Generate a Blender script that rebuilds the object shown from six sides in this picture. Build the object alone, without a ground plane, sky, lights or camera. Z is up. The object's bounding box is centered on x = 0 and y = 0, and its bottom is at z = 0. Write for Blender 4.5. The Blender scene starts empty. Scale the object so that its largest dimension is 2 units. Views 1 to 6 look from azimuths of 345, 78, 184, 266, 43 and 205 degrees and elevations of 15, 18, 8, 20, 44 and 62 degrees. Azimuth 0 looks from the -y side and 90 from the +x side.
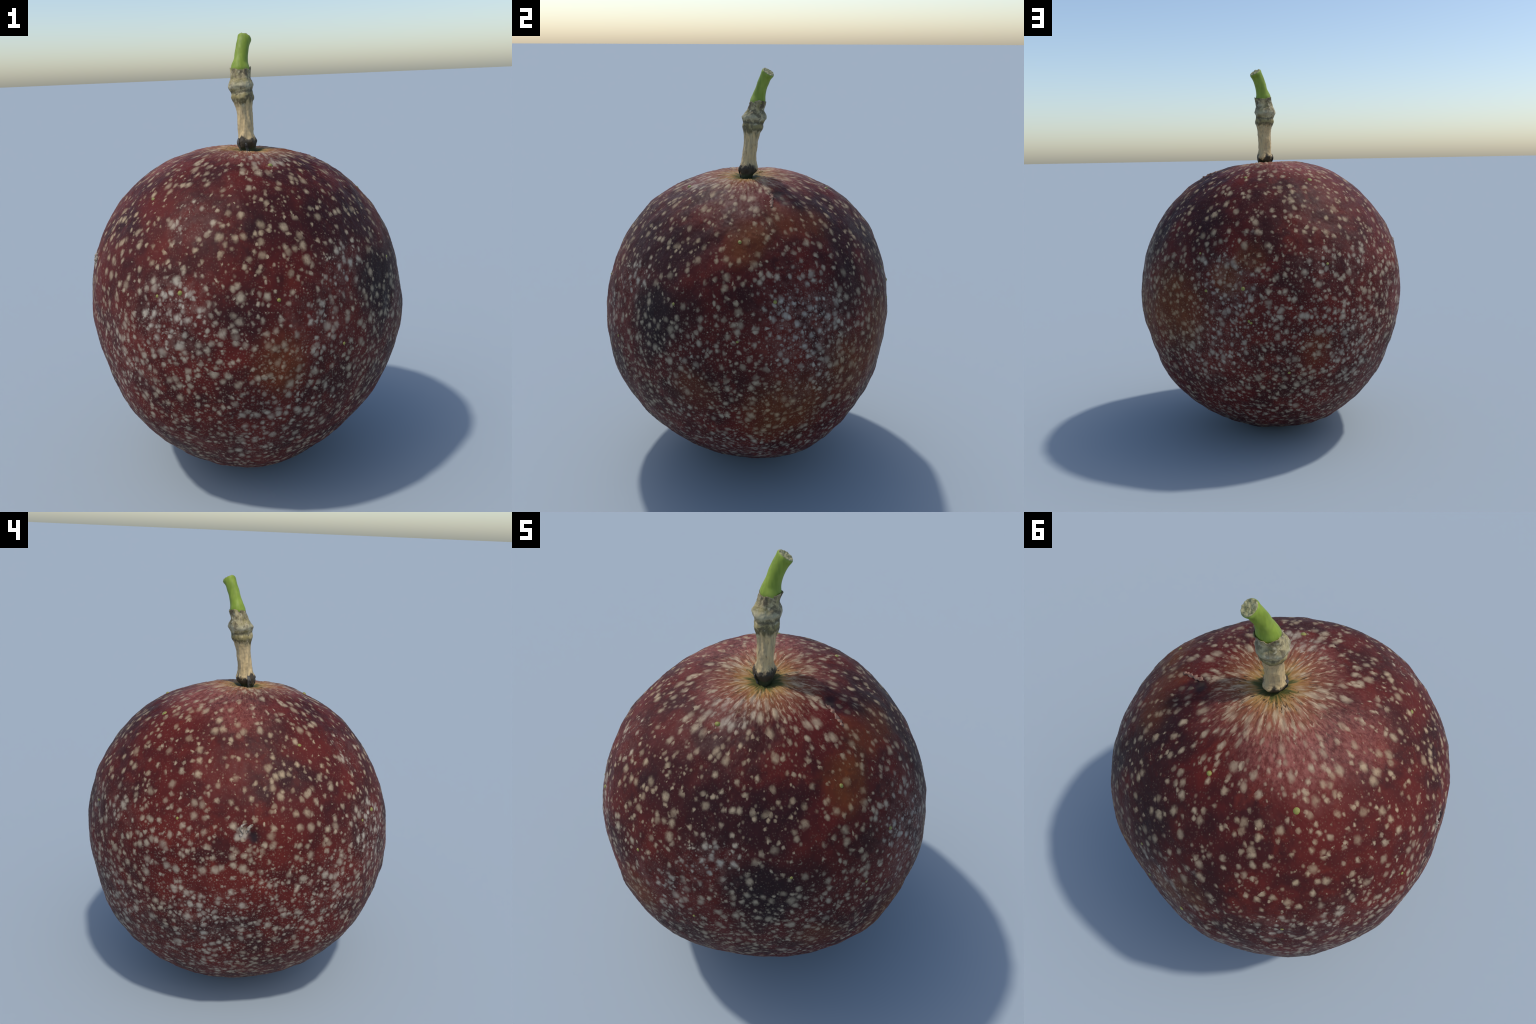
"""A ripe passion fruit: three-lobed speckled rind, stem with knobbly joint and a freshly cut green end."""
import bpy, math
import numpy as np
from math import factorial

rng = np.random.default_rng(7)

# ------------------------------------------------------------------ helpers
def band_noise(seed, wavelength, n=48, stretch=(1, 1, 1)):
    """Band-limited random field: sum of randomly oriented waves (std about 1)."""
    r = np.random.default_rng(seed)
    k = r.normal(size=(n, 3))
    k /= np.linalg.norm(k, axis=1)[:, None]
    k *= (2 * math.pi / wavelength) * r.uniform(.7, 1.4, n)[:, None]
    k /= np.array(stretch)
    ph = r.uniform(0, 2 * math.pi, n)
    def f(p):
        out = np.zeros(len(p))
        for i in range(n):
            out += np.cos(p @ k[i] + ph[i])
        return out * math.sqrt(2 / n)
    return f

def smooth(x, a, b):
    t = np.clip((np.asarray(x) - a) / (b - a), 0, 1)
    return t * t * (3 - 2 * t)

def spline(xs, ys, x):
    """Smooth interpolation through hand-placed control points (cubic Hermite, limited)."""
    xs = np.array(xs, float); ys = np.array(ys, float); x = np.asarray(x, float)
    d = np.diff(ys, axis=0) / (np.diff(xs) if ys.ndim == 1 else np.diff(xs)[:, None])
    m = np.concatenate([d[:1], (d[1:] + d[:-1]) / 2, d[-1:]])
    if ys.ndim == 1:
        flat = np.concatenate([[False], d[1:] * d[:-1] <= 0, [False]])
        m[flat] = 0
    i = np.clip(np.searchsorted(xs, x) - 1, 0, len(xs) - 2)
    h = xs[i + 1] - xs[i]; t = (x - xs[i]) / h
    if ys.ndim > 1:
        t = t[:, None]; h = h[:, None]
    return ((2*t**3 - 3*t**2 + 1) * ys[i] + (t**3 - 2*t**2 + t) * h * m[i]
            + (-2*t**3 + 3*t**2) * ys[i + 1] + (t**3 - t**2) * h * m[i + 1])

def mesh_object(name, verts, faces, mat, parent=None, normals=None):
    me = bpy.data.meshes.new(name)
    me.from_pydata([tuple(v) for v in verts], [], faces)
    me.update()
    me.polygons.foreach_set("use_smooth", [True] * len(me.polygons))
    if normals is not None:
        me.normals_split_custom_set_from_vertices([tuple(n) for n in normals])
    me.materials.append(mat)
    ob = bpy.data.objects.new(name, me)
    bpy.context.collection.objects.link(ob)
    if parent:
        ob.parent = parent
    return ob

# ------------------------------------------------------------------ node helper
class Nodes:
    def __init__(self, name):
        self.mat = bpy.data.materials.new(name)
        self.mat.use_nodes = True
        self.t = self.mat.node_tree
        self.t.nodes.clear()
        self.out = self.t.nodes.new("ShaderNodeOutputMaterial")
        self.bsdf = self.t.nodes.new("ShaderNodeBsdfPrincipled")
        self.t.links.new(self.bsdf.outputs[0], self.out.inputs[0])
        self.co = self.t.nodes.new("ShaderNodeTexCoord").outputs["Object"]
    def put(self, sock, v):
        if isinstance(v, bpy.types.NodeSocket):
            self.t.links.new(v, sock)
        elif isinstance(v, (tuple, list)):
            sock.default_value = tuple(v) + ((1,) if sock.type == 'RGBA' and len(v) == 3 else ())
        else:
            sock.default_value = v
    def m(self, op, a, b=0.0, c=0.0, clamp=False):
        n = self.t.nodes.new("ShaderNodeMath"); n.operation = op; n.use_clamp = clamp
        for s, v in zip(n.inputs, (a, b, c)): self.put(s, v)
        return n.outputs[0]
    def v(self, op, a, b=(0, 0, 0), scale=None):
        n = self.t.nodes.new("ShaderNodeVectorMath"); n.operation = op
        self.put(n.inputs[0], a)
        if op not in ("LENGTH", "NORMALIZE", "SCALE"): self.put(n.inputs[1], b)
        if scale is not None: self.put(n.inputs["Scale"], scale)
        return n.outputs["Value" if op in ("LENGTH", "DISTANCE", "DOT_PRODUCT") else "Vector"]
    def xyz(self, a):
        n = self.t.nodes.new("ShaderNodeSeparateXYZ"); self.put(n.inputs[0], a)
        return n.outputs
    def comb(self, x, y, z):
        n = self.t.nodes.new("ShaderNodeCombineXYZ")
        for s, v in zip(n.inputs, (x, y, z)): self.put(s, v)
        return n.outputs[0]
    def step(self, x, a, b, lo=0.0, hi=1.0):
        n = self.t.nodes.new("ShaderNodeMapRange"); n.interpolation_type = 'SMOOTHSTEP'
        for s, v in zip(n.inputs, (x, a, b, lo, hi)): self.put(s, v)
        return n.outputs[0]
    def lin(self, x, a, b, lo=0.0, hi=1.0):
        n = self.t.nodes.new("ShaderNodeMapRange")
        for s, v in zip(n.inputs, (x, a, b, lo, hi)): self.put(s, v)
        return n.outputs[0]
    def noise(self, co, scale, detail=2, rough=.5, dist=0.0, col=False):
        n = self.t.nodes.new("ShaderNodeTexNoise")
        self.put(n.inputs["Vector"], co); self.put(n.inputs["Scale"], scale)
        self.put(n.inputs["Detail"], detail); self.put(n.inputs["Roughness"], rough)
        self.put(n.inputs["Distortion"], dist)
        return n.outputs["Color" if col else "Fac"]
    def voronoi(self, co, scale, rnd=1.0):
        n = self.t.nodes.new("ShaderNodeTexVoronoi")
        self.put(n.inputs["Vector"], co); self.put(n.inputs["Scale"], scale)
        self.put(n.inputs["Randomness"], rnd)
        return n.outputs["Distance"], n.outputs["Color"]
    def rgb(self, a):
        n = self.t.nodes.new("ShaderNodeSeparateColor"); self.put(n.inputs[0], a)
        return n.outputs
    def mix(self, f, a, b, mode='MIX'):
        n = self.t.nodes.new("ShaderNodeMix"); n.data_type = 'RGBA'; n.blend_type = mode
        self.put(n.inputs[0], f); self.put(n.inputs[6], a); self.put(n.inputs[7], b)
        return n.outputs[2]
    def bump(self, h, strength, dist, normal=None):
        n = self.t.nodes.new("ShaderNodeBump")
        self.put(n.inputs["Height"], h); self.put(n.inputs["Strength"], strength)
        self.put(n.inputs["Distance"], dist)
        if normal is not None: self.put(n.inputs["Normal"], normal)
        return n.outputs[0]
    def set(self, **kw):
        for k, v in kw.items(): self.put(self.bsdf.inputs[k.replace("_", " ")], v)
    def wobble(self, co, scale, amp, detail=1):
        c = self.noise(co, scale, detail, col=True)
        return self.v("ADD", co, self.v("SCALE", self.v("SUBTRACT", c, (.5, .5, .5)), scale=amp))
    def blobs(self, co, spots):
        """Soft patches: the strongest of several round falloffs (x, y, z, radius, weight)."""
        acc = None
        for x, y, z, r, w in spots:
            d = self.v("DISTANCE", co, (x, y, z))
            f = self.step(d, r, r * .25, 0.0, w)
            acc = f if acc is None else self.m("MAXIMUM", acc, f)
        return acc

# ------------------------------------------------------------------ fruit form
CENTRE = np.array([0, 0, .72])
STEM_X, STEM_Y = .022, -.022
# radius as a sum of lobes of order (degree, around): (cosine, sine)
LOBES = {
    (0, 0): (.7395, 0), (1, 0): (.0521, 0), (1, 1): (-.0154, -.0002),
    (2, 0): (.0275, 0), (2, 1): (-.0050, .0037), (2, 2): (-.0006, -.0056),
    (3, 0): (-.0108, 0), (3, 1): (-.0050, .0010), (3, 2): (-.0020, -.0004), (3, 3): (.0250, .0095),
    (4, 0): (-.0090, 0), (4, 1): (.0031, -.0009), (4, 2): (.0017, .0033), (4, 3): (-.0027, -.0070),
    (4, 4): (.0003, .0024),
    (5, 0): (-.0022, 0), (5, 1): (.0005, -.0025), (5, 2): (-.0013, -.0021), (5, 3): (.0081, -.0014),
    (5, 4): (-.0051, -.0012), (5, 5): (-.0074, -.0006),
}

def legendre(l, m, x):
    p = np.ones_like(x)
    for i in range(1, m + 1):
        p = p * (2 * i - 1) * np.sqrt(np.maximum(1 - x * x, 0))
    if l == m: return p
    a, b = p, x * (2 * m + 1) * p
    for k in range(m + 2, l + 1):
        a, b = b, ((2 * k - 1) * x * b - (k + m - 1) * a) / (k - m)
    return b

def lobe_radius(d):
    x = np.clip(d[:, 2], -1, 1); ph = np.arctan2(d[:, 1], d[:, 0])
    r = np.zeros(len(d))
    for (l, m), (c, s) in LOBES.items():
        n = math.sqrt(factorial(l - m) / factorial(l + m) * (2 if m else 1))
        r += n * legendre(l, m, x) * (c * np.cos(m * ph) + s * np.sin(m * ph))
    return r

# blemishes that dent the rind: position, radius, depth
DENTS = [(-.692, -.022, 1.040, .030, .012), (.285, .062, 1.455, .030, .012), (.33, .085, 1.44, .035, .006),
         (.46, -.51, .93, .10, .004), (-.30, .655, 1.0, .09, .003)]
# broad swellings and flats: compass angle (0 = front, 90 = right), height, radius, amount
SWELLS = [(305, .48, .20, .038), (300, .12, .20, -.010), (314, .80, .16, .020), (300, 1.00, .15, .009), (318, .58, .15, .012), (28, .62, .12, -.006), (300, .80, .12, .006),
          (172, .47, .19, .022), (180, .82, .14, .017), (158, .46, .14, .006), (200, .62, .13, -.014), (214, 1.19, .16, -.015),
          (210, .95, .16, -.008), (220, .74, .12, -.008), (246, .98, .13, .013), (245, .60, .12, .008), (265, .55, .15, -.013),
          (285, .62, .14, .006), (277, 1.05, .12, .006), (48, .82, .28, -.010), (27, .92, .18, -.018), (53, 1.26, .18, -.012),
          (66, .70, .14, .010), (106, .50, .16, -.018), (72, .20, .20, -.018), (28, 1.24, .20, -.004), (325, 1.27, .22, -.010),
          (290, 1.27, .18, -.008)]
WRINKLE = band_noise(11, .030); BUMPY = band_noise(12, .30); LUMPY = band_noise(13, .11); PEBBLE = band_noise(14, .018)

def fruit_surface(d):
    """Points of the finished rind along unit directions d from CENTRE."""
    r = lobe_radius(d)
    p = CENTRE + d * r[:, None]
    rho = np.hypot(p[:, 0] - STEM_X, p[:, 1] - STEM_Y)
    top = smooth(p[:, 2], 1.2, 1.4)
    drop = top * (.002 * np.exp(-(rho / .40) ** 4) + .026 * np.exp(-(rho / .13) ** 2) + .014 * np.exp(-(rho / .05) ** 2))
    relief = .0018 * BUMPY(p) + .0012 * LUMPY(p) + .0004 * PEBBLE(p)
    for az, zc, rad, amt in SWELLS:
        a = math.radians(az)
        c = CENTRE + np.array([math.sin(a), -math.cos(a), 0]) * math.sqrt(max(.01, .72 ** 2 - (zc - .76) ** 2)) + [0, 0, zc - .72]
        relief = relief + amt * np.exp(-((p - c) ** 2).sum(1) / rad ** 2)
    # crinkled skin round the stem: folds that run outwards
    ang = np.arctan2(p[:, 1] - STEM_Y, p[:, 0] - STEM_X)
    q = np.stack([np.cos(ang) * .22, np.sin(ang) * .22, .35 * rho], 1)
    near = top * np.exp(-((rho - .13) / .10) ** 2)
    relief = relief + near * .0013 * WRINKLE(q)
    for x, y, z, rad, depth in DENTS:
        relief = relief - depth * np.exp(-(((p - (x, y, z)) ** 2).sum(1)) / rad ** 2)
    out = CENTRE + d * (r + relief)[:, None]
    out[:, 2] -= drop
    return out

NU, NV = 640, 400
th = np.linspace(0, math.pi, NV + 1)[1:-1]
ph = np.linspace(0, 2 * math.pi, NU, endpoint=False)
TH, PH = np.meshgrid(th, ph, indexing="ij")
dirs = np.stack([np.sin(TH) * np.cos(PH), np.sin(TH) * np.sin(PH), np.cos(TH)], -1).reshape(-1, 3)
dirs = np.vstack([dirs, [[0, 0, 1], [0, 0, -1]]])
rind_pts = fruit_surface(dirs)
LIFT = -rind_pts[:, 2].min()
rows = NV - 1
faces = []
for i in range(rows - 1):
    for j in range(NU):
        k = (j + 1) % NU
        faces.append((i * NU + j, (i + 1) * NU + j, (i + 1) * NU + k, i * NU + k))
top_i, bot_i = rows * NU, rows * NU + 1
for j in range(NU):
    k = (j + 1) % NU
    faces.append((top_i, j, k))
    faces.append((bot_i, (rows - 1) * NU + k, (rows - 1) * NU + j))

def on_rind(x, y, z):
    """Nearest-direction surface point and outward normal."""
    d = np.array([x, y, z]) - CENTRE; d /= np.linalg.norm(d)
    u = np.cross(d, [0, 0, 1]); u /= np.linalg.norm(u); w = np.cross(u, d)
    e = .012
    ds = np.array([d, d + e * u, d - e * u, d + e * w, d - e * w])
    ds /= np.linalg.norm(ds, axis=1)[:, None]
    p = fruit_surface(ds)
    n = np.cross(p[1] - p[2], p[3] - p[4]); n /= np.linalg.norm(n)
    if n @ d < 0: n = -n
    return p[0], n

# ------------------------------------------------------------------ rind material
def rind_material():
    N = Nodes("speckled_rind")
    co = N.co
    x, y, z = N.xyz(co)
    dx = N.m("SUBTRACT", x, STEM_X); dy = N.m("SUBTRACT", y, STEM_Y)
    rho = N.m("SQRT", N.m("ADD", N.m("MULTIPLY", dx, dx), N.m("MULTIPLY", dy, dy)))
    up = N.step(z, .75, 1.25)
    # specks stretch outwards from the stem: pull the coordinates about the axis
    c2 = N.m("MULTIPLY", up, .072)
    k = N.m("SQRT", N.m("ADD", 1.0, N.m("DIVIDE", c2, N.m("ADD", N.m("MULTIPLY", rho, rho), .0015))))
    sx = N.comb(N.m("MULTIPLY", dx, k), N.m("MULTIPLY", dy, k), z)
    big = N.noise(co, 2.2, 2, col=True)
    bigr, bigg, bigb = N.rgb(big)
    warp = N.wobble(co, 4.0, .16, 3)
    # ---- patches
    dark = N.blobs(warp, [(.46, -.51, .98, .27, 1), (.38, -.42, 1.22, .24, .85), (.22, -.52, 1.24, .26, .65),
        (-.05, -.54, 1.28, .24, .65), (-.57, -.21, 1.23, .20, .35), (-.20, -.70, .92, .14, .4),
        (.27, .52, 1.22, .24, .75), (-.43, .62, .98, .16, .45), (-.59, -.30, 1.14, .22, .35), (.36, .24, 1.37, .20, .7),
        (.02, .54, 1.29, .22, .45), (.55, .33, 1.20, .22, .6), (.58, -.40, .72, .20, .5)])
    pale_patches = N.blobs(warp, [(.683, .12, .98, .32, 1), (.66, .10, .75, .22, .6), (-.46, -.57, .95, .25, 1), (-.60, -.40, .78, .24, .5),
        (.10, -.71, .88, .22, .6), (.15, .68, .95, .25, .9), (.24, .62, .60, .30, .7), (-.29, .66, 1.04, .15, .6),
        (-.50, .52, .58, .28, .6), (.24, -.61, 1.06, .20, .65), (-.70, .17, .64, .26, .65), (-.48, .54, 1.05, .18, .5),
        (.52, -.18, .28, .22, .6), (-.35, -.45, 1.28, .16, .5), (.05, -.22, 1.48, .15, .6)])
    rust = N.blobs(warp, [(.51, -.11, 1.30, .15, 1), (.45, 0.05, 1.36, .15, .6), (.70, .03, .58, .28, .9), (-.08, -.74, .76, .18, .7),
        (.46, .53, .80, .28, .9), (.03, .68, 1.08, .12, .8), (.60, -.38, .66, .16, .5), (-.27, .68, .61, .14, .5),
        (.43, .17, 1.35, .15, .6), (.16, .67, .97, .13, .8), (.62, .33, .72, .24, .8)])
    # ---- ground colour of the skin
    mott = N.noise(warp, 5.0, 4, .6)
    col = N.mix(N.step(mott, .34, .66), (.097, .0122, .0092), (.040, .0080, .0078))
    streak = N.noise(sx, 9.0, 4, .65)
    col = N.mix(N.step(streak, .50, .72, 0, .65), col, (.132, .018, .0110))
    col = N.mix(N.m("MULTIPLY", dark, .85), col, (.0145, .0068, .0088))
    col = N.mix(N.m("MULTIPLY", rust, N.step(streak, .25, .6, .25, .75)), col, (.150, .040, .010))
    # broken pale pinkish veil over the patches
    pale_veil = N.m("MULTIPLY", pale_patches, N.step(N.noise(co, 30, 3, .65), .38, .70))
    col = N.mix(N.m("MULTIPLY", pale_veil, .38), col, (.24, .135, .105))
    # yellow collar at the stem, fading outwards in rays
    ang = N.v("NORMALIZE", N.comb(dx, dy, 0.0))
    rays = N.noise(N.v("ADD", N.v("SCALE", ang, scale=1.6), N.comb(0.0, 0.0, N.m("MULTIPLY", rho, 3.0))), 3.0, 3, .6)
    rr = N.m("ADD", rho, N.m("MULTIPLY", N.m("SUBTRACT", rays, .5), .13))
    top = N.step(z, 1.30, 1.40)
    painted_shine = N.m("MULTIPLY", N.blobs(warp, [(-.12, .12, 1.50, .30, 1), (-.30, .02, 1.44, .24, .7), (-.05, -.16, 1.5, .16, .6), (.12, .16, 1.5, .16, .5)]),  # broken highlight on the shoulder, tinted pale pink into the skin colour
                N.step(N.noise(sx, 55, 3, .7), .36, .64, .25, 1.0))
    col = N.mix(N.m("MULTIPLY", painted_shine, .60), col, (.34, .120, .095))
    warm = N.m("MULTIPLY", N.step(rr, .26, .08), top)
    col = N.mix(N.m("MULTIPLY", warm, .62), col, (.28, .110, .045))
    yel = N.m("MULTIPLY", N.step(rr, .150, .050), top)
    col = N.mix(N.m("MULTIPLY", yel, .85), col, (.36, .215, .060))
    # ---- specks
    low = N.step(N.m("ADD", z, N.m("MULTIPLY", N.m("SUBTRACT", bigr, .5), .5)), 1.22, .70)
    dens = N.m("MAXIMUM", N.m("MULTIPLY", low, .92), pale_patches)
    wob = N.wobble(N.wobble(sx, 30, .016, 1), 70, .015, 2)
    nrm = N.t.nodes.new("ShaderNodeNewGeometry").outputs["Normal"]
    swell = N.m("ADD", 1.0, N.m("MULTIPLY", N.step(rho, .42, .18), N.m("MULTIPLY", up, .30)))
    wobs = N.wobble(sx, 80, .006, 1)
    def specks(scale, rmin, rmax, keep_hi, keep_lo, offset, soft=.62, base=None):
        """One speck per cell: measured along the skin, so every speck keeps its full width."""
        n = N.t.nodes.new("ShaderNodeTexVoronoi")
        vec = N.v("ADD", base or wob, offset)
        N.put(n.inputs["Vector"], vec); N.put(n.inputs["Scale"], scale); N.put(n.inputs["Randomness"], .92)
        a, b, c = N.rgb(n.outputs["Color"])
        d = N.v("SUBTRACT", vec, n.outputs["Position"])
        dn = N.v("DOT_PRODUCT", d, nrm)
        d2 = N.m("SUBTRACT", N.v("DOT_PRODUCT", d, d), N.m("MULTIPLY", dn, dn))
        dist = N.m("MULTIPLY", N.m("SQRT", N.m("MAXIMUM", d2, 0.0)), scale)
        seat = N.step(N.m("MULTIPLY", N.m("ABSOLUTE", dn), scale), .55, .30, .15, 1.0)
        rad = N.m("MULTIPLY", N.m("MULTIPLY", N.lin(N.m("POWER", a, 1.3), 0, 1, rmin, rmax), seat), swell)
        keep = N.lin(dens, 0, 1, keep_hi, keep_lo)
        on = N.m("LESS_THAN", b, keep)
        f = N.step(N.m("DIVIDE", dist, rad), 1.0, 1.0 - soft)
        return N.m("MULTIPLY", N.m("MULTIPLY", f, on), N.lin(c, 0, 1, .50, 1.0))
    s1 = specks(17.5, .22, .47, .80, .62, (0, 0, 0), .85)
    s2 = specks(25.0, .26, .54, .30, .97, (3.1, 1.7, .4), .88)
    s3 = specks(40.0, .22, .48, .22, .70, (7.7, 4.2, 2.3), .92, wobs)
    s4 = specks(88.0, .26, .52, .55, .95, (1.3, 9.1, 5.5), .95, wobs)
    sp = N.m("MAXIMUM", N.m("MAXIMUM", s1, s2), N.m("MAXIMUM", N.m("MULTIPLY", s3, N.lin(dens, 0, 1, .62, .75)), N.m("MULTIPLY", s4, N.lin(dens, 0, 1, .15, .36))))
    grit = N.noise(sx, 60, 3, .7)
    sp = N.m("MULTIPLY", sp, N.step(grit, .22, .55, .62, 1.0))
    tan = N.mix(N.step(bigg, .4, .6), (.410, .305, .185), (.390, .305, .200))
    pale = N.mix(N.step(bigb, .4, .6), (.385, .320, .230), (.365, .325, .260))
    scol = N.mix(N.m("MAXIMUM", N.m("MULTIPLY", low, .75), pale_patches), tan, pale)
    scol = N.mix(N.m("MULTIPLY", pale_patches, .6), scol, (.455, .420, .350))
    scol = N.mix(N.m("MULTIPLY", rust, .6), scol, (.36, .20, .075))
    fade = N.step(rho, .035, .12)
    amt = N.m("MULTIPLY", N.m("MULTIPLY", sp, .90), fade)
    col = N.mix(amt, col, scol)
    # fine pale streaks running into the collar
    ray2 = N.noise(N.v("ADD", N.v("SCALE", ang, scale=5.0), N.comb(0.0, 0.0, N.m("MULTIPLY", rho, 7.0))), 5.0, 3, .6)
    ring = N.m("MULTIPLY", N.m("MULTIPLY", N.step(rho, .05, .11), N.step(rho, .30, .13)), top)
    col = N.mix(N.m("MULTIPLY", N.m("MULTIPLY", N.step(ray2, .50, .72), ring), .65), col, (.56, .43, .27))
    # dark flecks and green tinge at the stem
    fl = N.m("MULTIPLY", N.step(N.noise(N.v("ADD", sx, (5, 5, 5)), 42, 2, .6, 1.2), .56, .63), N.m("MULTIPLY", N.step(rho, .18, .10), top))
    fl = N.m("MULTIPLY", fl, N.step(N.noise(co, 9, 1), .40, .50))
    col = N.mix(N.m("MULTIPLY", fl, .9), col, (.018, .015, .013))
    green = N.m("MULTIPLY", N.step(N.m("ADD", rho, N.m("MULTIPLY", N.m("SUBTRACT", rays, .5), .13)), .082, .045), top)
    col = N.mix(N.m("MULTIPLY", green, .9), col, (.060, .075, .022))
    # shadow painted black into the scar's crevice and the scab's pit
    painted_shade = N.blobs(N.wobble(co, 30, .03, 2), [(-.70, -.035, 1.030, .036, 1), (.282, .068, 1.452, .050, 1), (.315, .078, 1.445, .040, .8), (.35, .09, 1.43, .03, .6)])
    col = N.mix(N.m("MULTIPLY", painted_shade, .9), col, (.014, .008, .010))
    peel = N.blobs(N.wobble(co, 45, .04, 2), [(-.690, .012, 1.045, .034, 1), (-.70, .03, 1.03, .026, .8), (.03, .615, 1.17, .03, .7)])
    col = N.mix(N.m("MULTIPLY", peel, .75), col, (.33, .28, .22))
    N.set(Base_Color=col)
    N.set(Roughness=N.m("ADD", N.lin(N.noise(co, 40, 2), .3, .7, .50, .62), N.m("MULTIPLY", sp, .12)))
    N.set(Specular_IOR_Level=.14)
    h = N.m("ADD", N.m("MULTIPLY", sp, .5), N.m("ADD", N.m("MULTIPLY", N.noise(sx, 120, 2), .35), N.m("MULTIPLY", N.noise(sx, 45, 2), .8)))
    N.set(Normal=N.bump(h, .30, .003))
    return N.mat

# ------------------------------------------------------------------ stem materials
def dry_material():
    N = Nodes("dry_bark")
    co = N.co
    x, y, z = N.xyz(co)
    fib = N.noise(N.v("MULTIPLY", co, (1, 1, .12)), 75, 4, .65)
    fine = N.noise(N.v("MULTIPLY", co, (1, 1, .10)), 190, 3, .6)
    blot = N.noise(N.v("MULTIPLY", co, (1, 1, .6)), 34, 4, .65)
    tan = N.mix(N.step(fib, .35, .65), (.60, .44, .215), (.40, .305, .165))
    tan = N.mix(N.step(fine, .58, .72, 0, .65), tan, (.085, .065, .042))
    grey = N.mix(N.step(blot, .36, .62), (.150, .120, .060), (.43, .355, .185))
    grey = N.mix(N.step(fib, .56, .70, 0, .65), grey, (.060, .054, .040))
    grey = N.mix(N.step(N.noise(co, 60, 3), .55, .68, 0, .6), grey, (.52, .47, .31))
    grey = N.mix(N.step(N.noise(co, 22, 2), .52, .66, 0, .55), grey, (.20, .17, .055))
    zz = N.m("ADD", z, N.m("MULTIPLY", N.m("SUBTRACT", fib, .5), .09))
    col = N.mix(N.step(zz, 1.675, 1.715), tan, grey)
    col = N.mix(N.m("MULTIPLY", N.step(zz, 1.700, 1.718), N.step(zz, 1.740, 1.722)), col, (.13, .105, .045))
    # olive lower ring, a dark crease, a pale upper ring
    tilt = N.m("ADD", N.m("MULTIPLY", x, -.039), N.m("MULTIPLY", y, .098))
    zj = N.m("ADD", N.m("ADD", z, tilt), N.m("MULTIPLY", N.m("SUBTRACT", blot, .5), .028))
    col = N.mix(N.m("MULTIPLY", N.m("MULTIPLY", N.step(zj, 1.716, 1.728), N.step(zj, 1.744, 1.734)), .55), col, (.34, .27, .10))
    col = N.mix(N.m("MULTIPLY", N.m("MULTIPLY", N.step(zj, 1.741, 1.747), N.step(zj, 1.756, 1.750)), .65), col, (.075, .065, .038))
    col = N.mix(N.m("MULTIPLY", N.m("MULTIPLY", N.step(zj, 1.757, 1.768), N.step(zj, 1.796, 1.778)), .45), col, (.46, .42, .28))
    stain = N.m("MULTIPLY", N.step(N.noise(co, 26, 3, .6, .6), .52, .66), N.step(z, 1.69, 1.73))
    col = N.mix(N.m("MULTIPLY", stain, .75), col, (.075, .055, .030))
    zd = N.m("ADD", z, N.m("MULTIPLY", N.m("SUBTRACT", N.noise(N.v("MULTIPLY", co, (1, 1, .4)), 24, 4, .65), .5), .16))
    black = N.step(zd, 1.552, 1.530)
    col = N.mix(N.m("MULTIPLY", black, .93), col, (.016, .013, .012))
    col = N.mix(N.m("MULTIPLY", N.step(z, 1.512, 1.500), .8), col, (.035, .045, .016))
    N.set(Base_Color=col, Roughness=.62, Specular_IOR_Level=.3)
    N.set(Normal=N.bump(N.m("ADD", N.m("MULTIPLY", fib, .8), N.m("ADD", N.m("MULTIPLY", fine, .4), N.m("MULTIPLY", blot, .6))), .45, .004))
    return N.mat

def green_material():
    N = Nodes("fresh_green_stalk")
    co = N.co
    fib = N.noise(N.v("MULTIPLY", co, (1, 1, .10)), 60, 3, .6)
    blot = N.noise(co, 18, 2)
    col = N.mix(N.step(fib, .35, .68), (.165, .235, .017), (.225, .305, .028))
    col = N.mix(N.step(blot, .45, .70, 0, .5), col, (.27, .34, .05))
    N.set(Base_Color=col, Roughness=.55, Specular_IOR_Level=.4, Subsurface_Weight=.08, Subsurface_Scale=.02)
    N.bsdf.inputs["Subsurface Radius"].default_value = (.4, 1, .15)
    N.set(Normal=N.bump(fib, .2, .003))
    return N.mat

def cut_material():
    N = Nodes("cut_pith")
    co = N.co
    a = N.noise(co, 55, 4, .65); b = N.noise(co, 140, 2)
    col = N.mix(N.step(a, .36, .62), (.17, .165, .06), (.39, .36, .18))
    col = N.mix(N.step(b, .56, .70, 0, .8), col, (.05, .05, .025))
    N.set(Base_Color=col, Roughness=.7, Normal=N.bump(a, .5, .005))
    return N.mat

def plain_material(name, base, other, scale, rough=.5, bump=.3):
    N = Nodes(name)
    a = N.noise(N.co, scale, 3, .6)
    N.set(Base_Color=N.mix(N.step(a, .35, .65), base, other), Roughness=rough, Normal=N.bump(a, bump, .003))
    return N.mat

MAT_RIND = rind_material(); MAT_DRY = dry_material(); MAT_GREEN = green_material(); MAT_CUT = cut_material()
MAT_WART = plain_material("green_wart", (.30, .26, .05), (.17, .19, .035), 120, .4)
MAT_SCAB = plain_material("corky_scab", (.15, .065, .04), (.30, .17, .11), 70, .65, .6)
MAT_FLAKE = plain_material("pale_peel", (.36, .30, .24), (.20, .15, .10), 60, .6, .6)
MAT_HUSK = plain_material("withered_calyx", (.030, .026, .024), (.10, .095, .085), 60, .6, .6)

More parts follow.
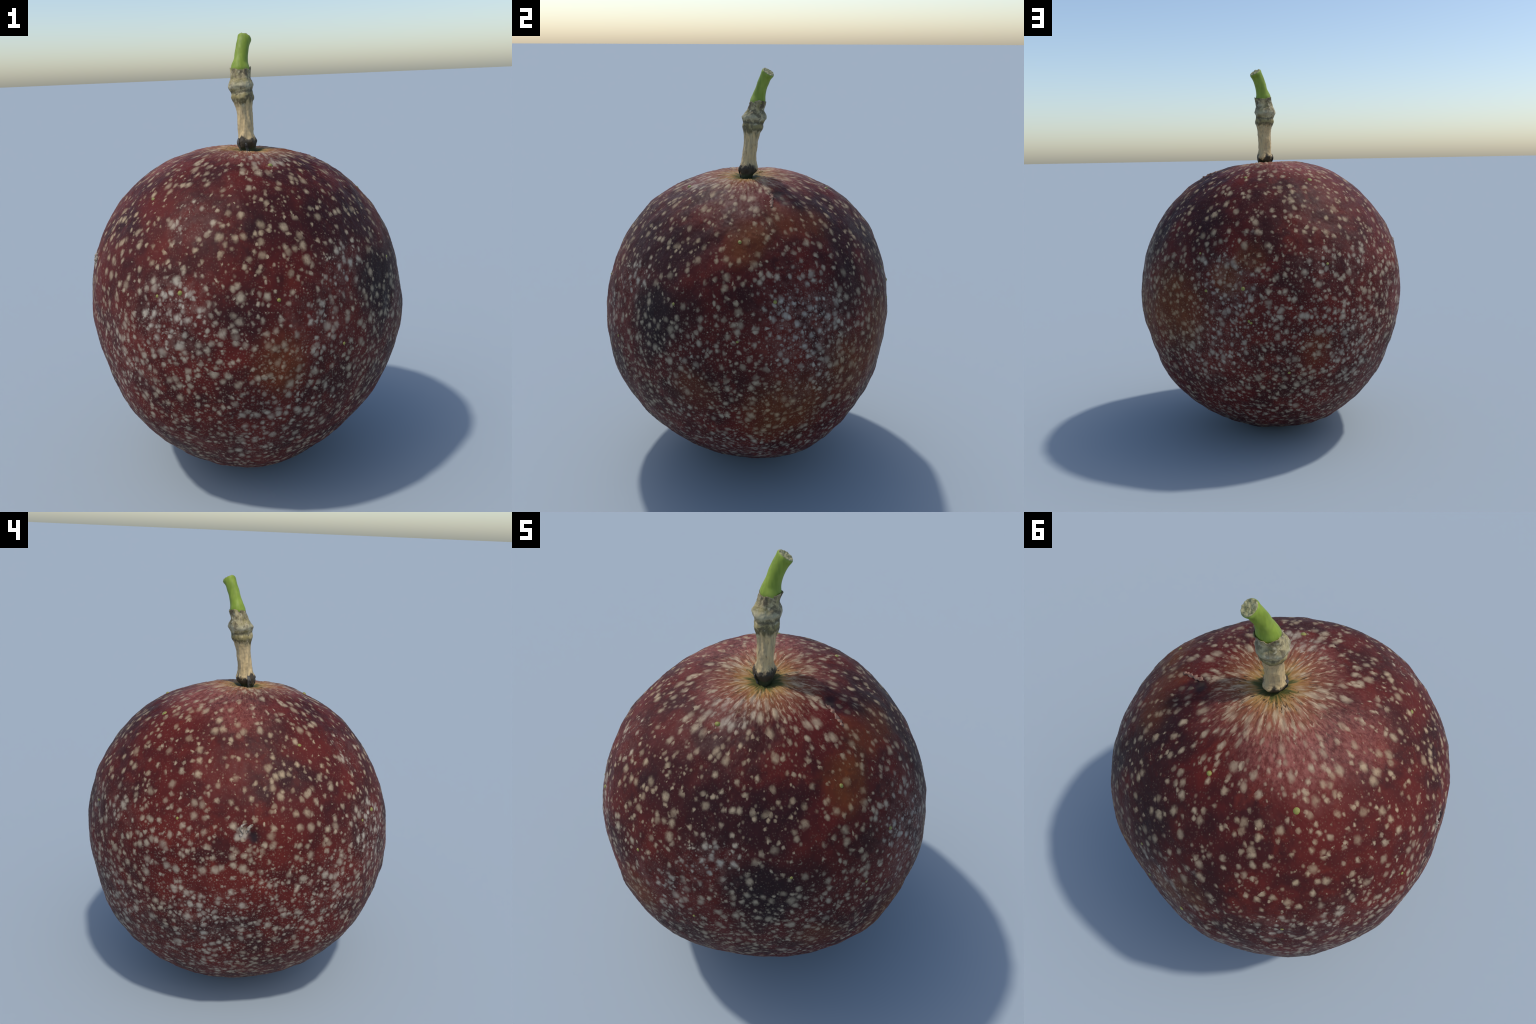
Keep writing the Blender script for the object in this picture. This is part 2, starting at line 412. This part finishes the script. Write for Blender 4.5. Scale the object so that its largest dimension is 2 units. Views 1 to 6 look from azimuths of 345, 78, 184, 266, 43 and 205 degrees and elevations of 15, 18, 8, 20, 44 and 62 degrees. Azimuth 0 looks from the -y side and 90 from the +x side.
# ------------------------------------------------------------------ build: fruit
fruit = bpy.data.objects.new("passion_fruit", None)
bpy.context.collection.objects.link(fruit)
fruit["label"] = "ripe maroon passion fruit with pale specks and stem"
fruit["category"] = "fruit"
rind = mesh_object("rind", rind_pts + [0, 0, LIFT], faces, MAT_RIND, fruit)

# warts: small green beads seated in the skin (position, radius)
WARTS = [(-.416, -.58, 1.036, .011), (-.492, -.52, 1.015, .008), (-.064, -.701, 1.0, .009), (.039, -.306, 1.455, .013),
         (.206, -.686, .779, .007), (.073, .701, .917, .013), (.261, .641, .897, .009), (.037, .710, .758, .008),
         (.048, .708, .765, .007), (.292, .587, 1.071, .007), (-.325, .651, 1.028, .009), (-.237, .355, 1.412, .015),
         (-.134, .672, .502, .009), (.088, .360, 1.424, .011), (.665, -.020, 1.077, .009), (.512, -.436, 1.042, .008),
         (-.451, -.233, 1.347, .011), (-.635, .275, 1.077, .008), (.683, -.185, .917, .007), (.505, -.141, 1.30, .010)]
WN = 14
def bead_mesh():
    v = []; f = []
    for i in range(1, 9):
        t = math.pi * i / 9
        for j in range(WN):
            p = 2 * math.pi * j / WN
            v.append((math.sin(t) * math.cos(p), math.sin(t) * math.sin(p), math.cos(t)))
    v += [(0, 0, 1), (0, 0, -1)]
    for i in range(7):
        for j in range(WN):
            k = (j + 1) % WN
            f.append((i * WN + j, (i + 1) * WN + j, (i + 1) * WN + k, i * WN + k))
    for j in range(WN):
        k = (j + 1) % WN
        f.append((8 * WN, j, k)); f.append((8 * WN + 1, 7 * WN + k, 7 * WN + j))
    return v, f
from mathutils import Vector, Matrix
bv, bf = bead_mesh()
first = None
for x, y, z, r in WARTS:
    p, n = on_rind(x, y, z)
    if first is None:
        first = mesh_object("wart", bv, bf, MAT_WART, fruit); ob = first
    else:
        ob = first.copy(); bpy.context.collection.objects.link(ob)
    q = Vector(n).to_track_quat('Z', 'Y')
    ob.matrix_basis = Matrix.Translation(Vector(p) + Vector((0, 0, LIFT)) - Vector(n) * r * .50) @ q.to_matrix().to_4x4() \
        @ Matrix.Diagonal((r, r * rng.uniform(.85, 1.15), r * rng.uniform(.8, 1.05), 1))

def crust(name, path, width, height, mat, seed):
    """A lumpy ridge lying on the skin along a few surface points."""
    pts = np.array([on_rind(*q)[0] for q in path]); nrm = np.array([on_rind(*q)[1] for q in path])
    t = np.linspace(0, len(path) - 1, 28)
    c = spline(range(len(path)), pts, t); n = spline(range(len(path)), nrm, t)
    tan = np.gradient(c, axis=0); tan /= np.linalg.norm(tan, axis=1)[:, None]
    side = np.cross(tan, n); side /= np.linalg.norm(side, axis=1)[:, None]
    u = np.linspace(0, 1, 28); w = np.sqrt(np.clip(1 - (2 * u - 1) ** 2, 0, 1)) * .9 + .03
    M = 12; v = []; f = []
    nz = band_noise(seed, .016)
    for i in range(28):
        for j in range(M):
            a = 2 * math.pi * j / M
            v.append(c[i] + side[i] * math.cos(a) * width * w[i] + n[i] * math.sin(a) * height * w[i])
    v = np.array(v)
    v += np.repeat(n, M, 0) * (nz(v) * height * .35)[:, None] + np.repeat(side, M, 0) * (nz(v[:, [1, 2, 0]]) * width * .3)[:, None]
    for i in range(27):
        for j in range(M):
            k = (j + 1) % M
            f.append((i * M + j, i * M + k, (i + 1) * M + k, (i + 1) * M + j))
    f.append(tuple(range(M))[::-1]); f.append(tuple(27 * M + j for j in range(M)))
    return mesh_object(name, v + [0, 0, LIFT], f, mat, fruit)
crust("scar", [(.275, .045, 1.458), (.315, .040, 1.448), (.355, .030, 1.432), (.385, .020, 1.418)], .008, .006, MAT_SCAB, 3)
crust("scab", [(-.668, .000, 1.075), (-.680, .018, 1.060), (-.692, .014, 1.043), (-.705, .022, 1.022)], .008, .007, MAT_FLAKE, 4)
crust("scab", [(-.672, -.028, 1.072), (-.683, -.012, 1.058), (-.696, -.002, 1.038)], .006, .006, MAT_FLAKE, 5)

# ------------------------------------------------------------------ build: stem
# centre line (height: x, y) and radii across x and across y
SPINE_Z = [1.455, 1.489, 1.534, 1.632, 1.722, 1.772, 1.846, 1.900, 1.950, 1.983]
SPINE = np.array([(.023, -.024), (.023, -.023), (.019, -.016), (.019, -.004), (.016, .0085), (.012, .0165),
                  (.017, .033), (.026, .045), (.041, .061), (.055, .0755)])
def spine(z):
    c = spline(SPINE_Z, SPINE, z)
    return np.column_stack([c, z])

LEVEL = [1.455, 1.485, 1.500, 1.516, 1.533, 1.550, 1.575, 1.632, 1.672, 1.700, 1.715, 1.728, 1.745, 1.758, 1.773, 1.788, 1.808, 1.830, 1.846, 1.854]
WIDE  = [.036, .0320, .0330, .0400, .0435, .038, .034, .0345, .037, .043, .0480, .0495, .0478, .0508, .0548, .0520, .0445, .0440, .0452, .0445]
DEEP  = [.033, .0300, .0320, .0410, .0475, .040, .034, .0325, .034, .041, .0470, .0487, .0472, .0510, .0568, .0520, .0410, .0388, .0394, .0388]
SEG = 96
phi = np.linspace(0, 2 * math.pi, SEG, endpoint=False)
zs = np.concatenate([np.linspace(1.455, 1.575, 44), np.linspace(1.575, 1.69, 30)[1:], np.linspace(1.69, 1.848, 70)[1:]])
cen = spine(zs); wx = spline(LEVEL, WIDE, zs); wy = spline(LEVEL, DEEP, zs)
ST1 = band_noise(21, .045); ST2 = band_noise(22, .026, stretch=(1, 1, 5)); ST3 = band_noise(23, .014)
V = []
for i, zz in enumerate(zs):
    r = 1 + 0 * phi
    base = math.exp(-((zz - 1.530) / .022) ** 2)
    r = r + base * (.055 * np.cos(5 * phi + .6) + .045 * np.cos(3 * phi + 2) + .02 * np.cos(8 * phi))
    joint = math.exp(-((zz - 1.772) / .018) ** 2); ring = math.exp(-((zz - 1.724) / .014) ** 2)
    r = r + math.exp(-((zz - 1.62) / .06) ** 2) * (.035 * np.cos(7 * phi + .8) + .025 * np.cos(4 * phi))
    r = r + joint * (.022 * np.cos(4 * phi + 1.0) + .016 * np.cos(7 * phi)) + ring * (.016 * np.cos(6 * phi + .3))
    r = r + smooth(zz, 1.79, 1.83) * (.022 * np.cos(9 * phi + .5) + .018 * np.cos(14 * phi))
    px = np.stack([cen[i, 0] + wx[i] * r * np.cos(phi), cen[i, 1] + wy[i] * r * np.sin(phi), np.full(SEG, zz)], 1)
    V.append(px)
V = np.array(V)
# the joint sits askew
V[:, :, 2] += np.exp(-((zs - 1.752) / .032) ** 2)[:, None] * (.006 * np.cos(phi + 1.2) + .0028 * np.cos(3 * phi + .5))[None]
# the torn rim of the collar rises and falls
rimwave = .0045 * np.cos(2 * phi + .2) + .0015 * np.cos(5 * phi) + .001 * np.cos(11 * phi + 1)
V[:, :, 2] += smooth(zs, 1.79, 1.848)[:, None] * rimwave[None]
flat = V.reshape(-1, 3)
out = flat - np.repeat(cen, SEG, 0); out[:, 2] = 0; out /= np.linalg.norm(out, axis=1)[:, None]
amp = np.repeat(.0006 + .0006 * smooth(zs, 1.69, 1.74) + .0012 * (1 - smooth(zs, 1.53, 1.57)), SEG)
flat = flat + out * (amp * ST1(flat) + .0012 * ST2(flat) + .0004 * ST3(flat))[:, None]
# fold the rim inwards
nr = len(zs)
rim = flat[-SEG:]; c_top = cen[-1]
extra = []
for s, dz in ((.965, .0012), (.92, .0002), (.84, -.006), (.70, -.024)):
    e = rim.copy(); e[:, :2] = c_top[:2] + (rim[:, :2] - c_top[:2]) * s; e[:, 2] += dz; extra.append(e)
flat = np.vstack([flat] + extra)
nr += 4
def quads(a, b):
    f = []
    for i in range(a, b):
        for j in range(SEG):
            k = (j + 1) % SEG
            f.append((i * SEG + j, i * SEG + k, (i + 1) * SEG + k, (i + 1) * SEG + j))
    return f
tmp = bpy.data.meshes.new("whole"); tmp.from_pydata([tuple(v) for v in flat], [], quads(0, nr - 1)); tmp.update()
allnorm = np.array([v.normal[:] for v in tmp.vertices]); bpy.data.meshes.remove(tmp)
def section(name, a, b, mat, parent):
    v = flat[a * SEG:(b + 1) * SEG]
    return mesh_object(name, v, quads(0, b - a), mat, parent, allnorm[a * SEG:(b + 1) * SEG])
i1 = int(np.argmin(abs(zs - 1.552))); i2 = int(np.argmin(abs(zs - 1.702)))
stem = section("stem", i1, i2, MAT_DRY, fruit)
section("stem_joint", i2, nr - 1, MAT_DRY, stem)
section("stem_base", 0, i1, MAT_DRY, stem)

# green shoot: rises out of the collar and bends over to the cut
CUT_N = np.array([.42, .40, .82]); CUT_N /= np.linalg.norm(CUT_N)
gz = np.linspace(1.825, 1.983, 60)
gc = spine(gz)
tang = np.gradient(gc, axis=0); tang /= np.linalg.norm(tang, axis=1)[:, None]
lean = smooth(gz, 1.90, 1.983)[:, None]
tang = tang * (1 - lean) + CUT_N * lean; tang /= np.linalg.norm(tang, axis=1)[:, None]
GL = [1.825, 1.846, 1.858, 1.875, 1.900, 1.94, 1.965, 1.979, 1.983]
gx = spline(GL, [.0340, .0420, .0398, .0348, .0315, .0300, .0310, .0325, .0300], gz)
gy = spline(GL, [.0300, .0366, .0348, .0302, .0268, .0270, .0285, .0305, .0280], gz)
GN = band_noise(31, .05)
gv = []
for i in range(60):
    ax = np.cross([0, 1, 0], tang[i]); ax /= np.linalg.norm(ax); ay = np.cross(tang[i], ax)
    gv.append(gc[i] + np.outer(np.cos(phi) * gx[i], ax) + np.outer(np.sin(phi) * gy[i], ay))
gv = np.vstack(gv)
gv += (gv - np.repeat(gc, SEG, 0)) * (.025 * GN(gv))[:, None]
mesh_object("green_stalk", gv, quads(0, 59), MAT_GREEN, stem)
# cut face, slightly sunken and rough
edge = gv[-SEG:]; cc = edge.mean(0); CN = band_noise(32, .014)
cv = []
for s in (1.0, .94, .85, .7, .52, .34, .17):
    p = cc + (edge - cc) * s
    h = .0025 * smooth(1 - s, 0, .08) - .002 * smooth(1 - s, .1, .5)
    cv.append(p + CUT_N * h + np.outer(CN(p) * .0012 * (s < .99), CUT_N))
cv = np.vstack(cv + [(cc - CUT_N * .001)[None]])
cf = quads(0, 6) + [(6 * SEG + j, 6 * SEG + (j + 1) % SEG, 7 * SEG) for j in range(SEG)]
mesh_object("cut_end", cv, cf, MAT_CUT, stem)

# withered calyx scraps clinging to the foot of the stem
def husk(angle, z0, z1, width, lift):
    rowsN, colsN = 14, 9; vo = []
    for i in range(rowsN):
        t = i / (rowsN - 1); zz = z0 + (z1 - z0) * t
        c = spine(np.array([zz]))[0]
        rx = float(spline(LEVEL, WIDE, np.array([zz]))[0]) + lift * math.sin(math.pi * min(1, t * 1.1)) + .001
        for j in range(colsN):
            u = j / (colsN - 1) * 2 - 1
            a = angle + u * width * (1 - .55 * t ** 2)
            rr = rx + .0015 * math.cos(3 * u + 5 * t) + .002 * t
            vo.append((c[0] + rr * math.cos(a), c[1] + rr * math.sin(a), zz - .004 * abs(u) ** 2 * (1 - t)))
    vo = np.array(vo)
    c = vo.mean(0); n = vo - spine(vo[:, 2]); n[:, 2] = 0; n /= np.linalg.norm(n, axis=1)[:, None]
    inner = vo - n * .003
    v = np.vstack([vo, inner]); S = rowsN * colsN; f = []
    for i in range(rowsN - 1):
        for j in range(colsN - 1):
            a, b, d, e = i * colsN + j, i * colsN + j + 1, (i + 1) * colsN + j + 1, (i + 1) * colsN + j
            f.append((a, b, d, e)); f.append((a + S, e + S, d + S, b + S))
    ring = [j for j in range(colsN)] + [i * colsN + colsN - 1 for i in range(1, rowsN)] + \
           [(rowsN - 1) * colsN + j for j in range(colsN - 2, -1, -1)] + [i * colsN for i in range(rowsN - 2, 0, -1)]
    for a, b in zip(ring, ring[1:] + ring[:1]):
        f.append((a, a + S, b + S, b))
    return mesh_object("calyx_scrap", v, f, MAT_HUSK, stem)
husk(math.radians(196), 1.470, 1.548, .26, .003)
husk(math.radians(250), 1.482, 1.528, .20, .001)
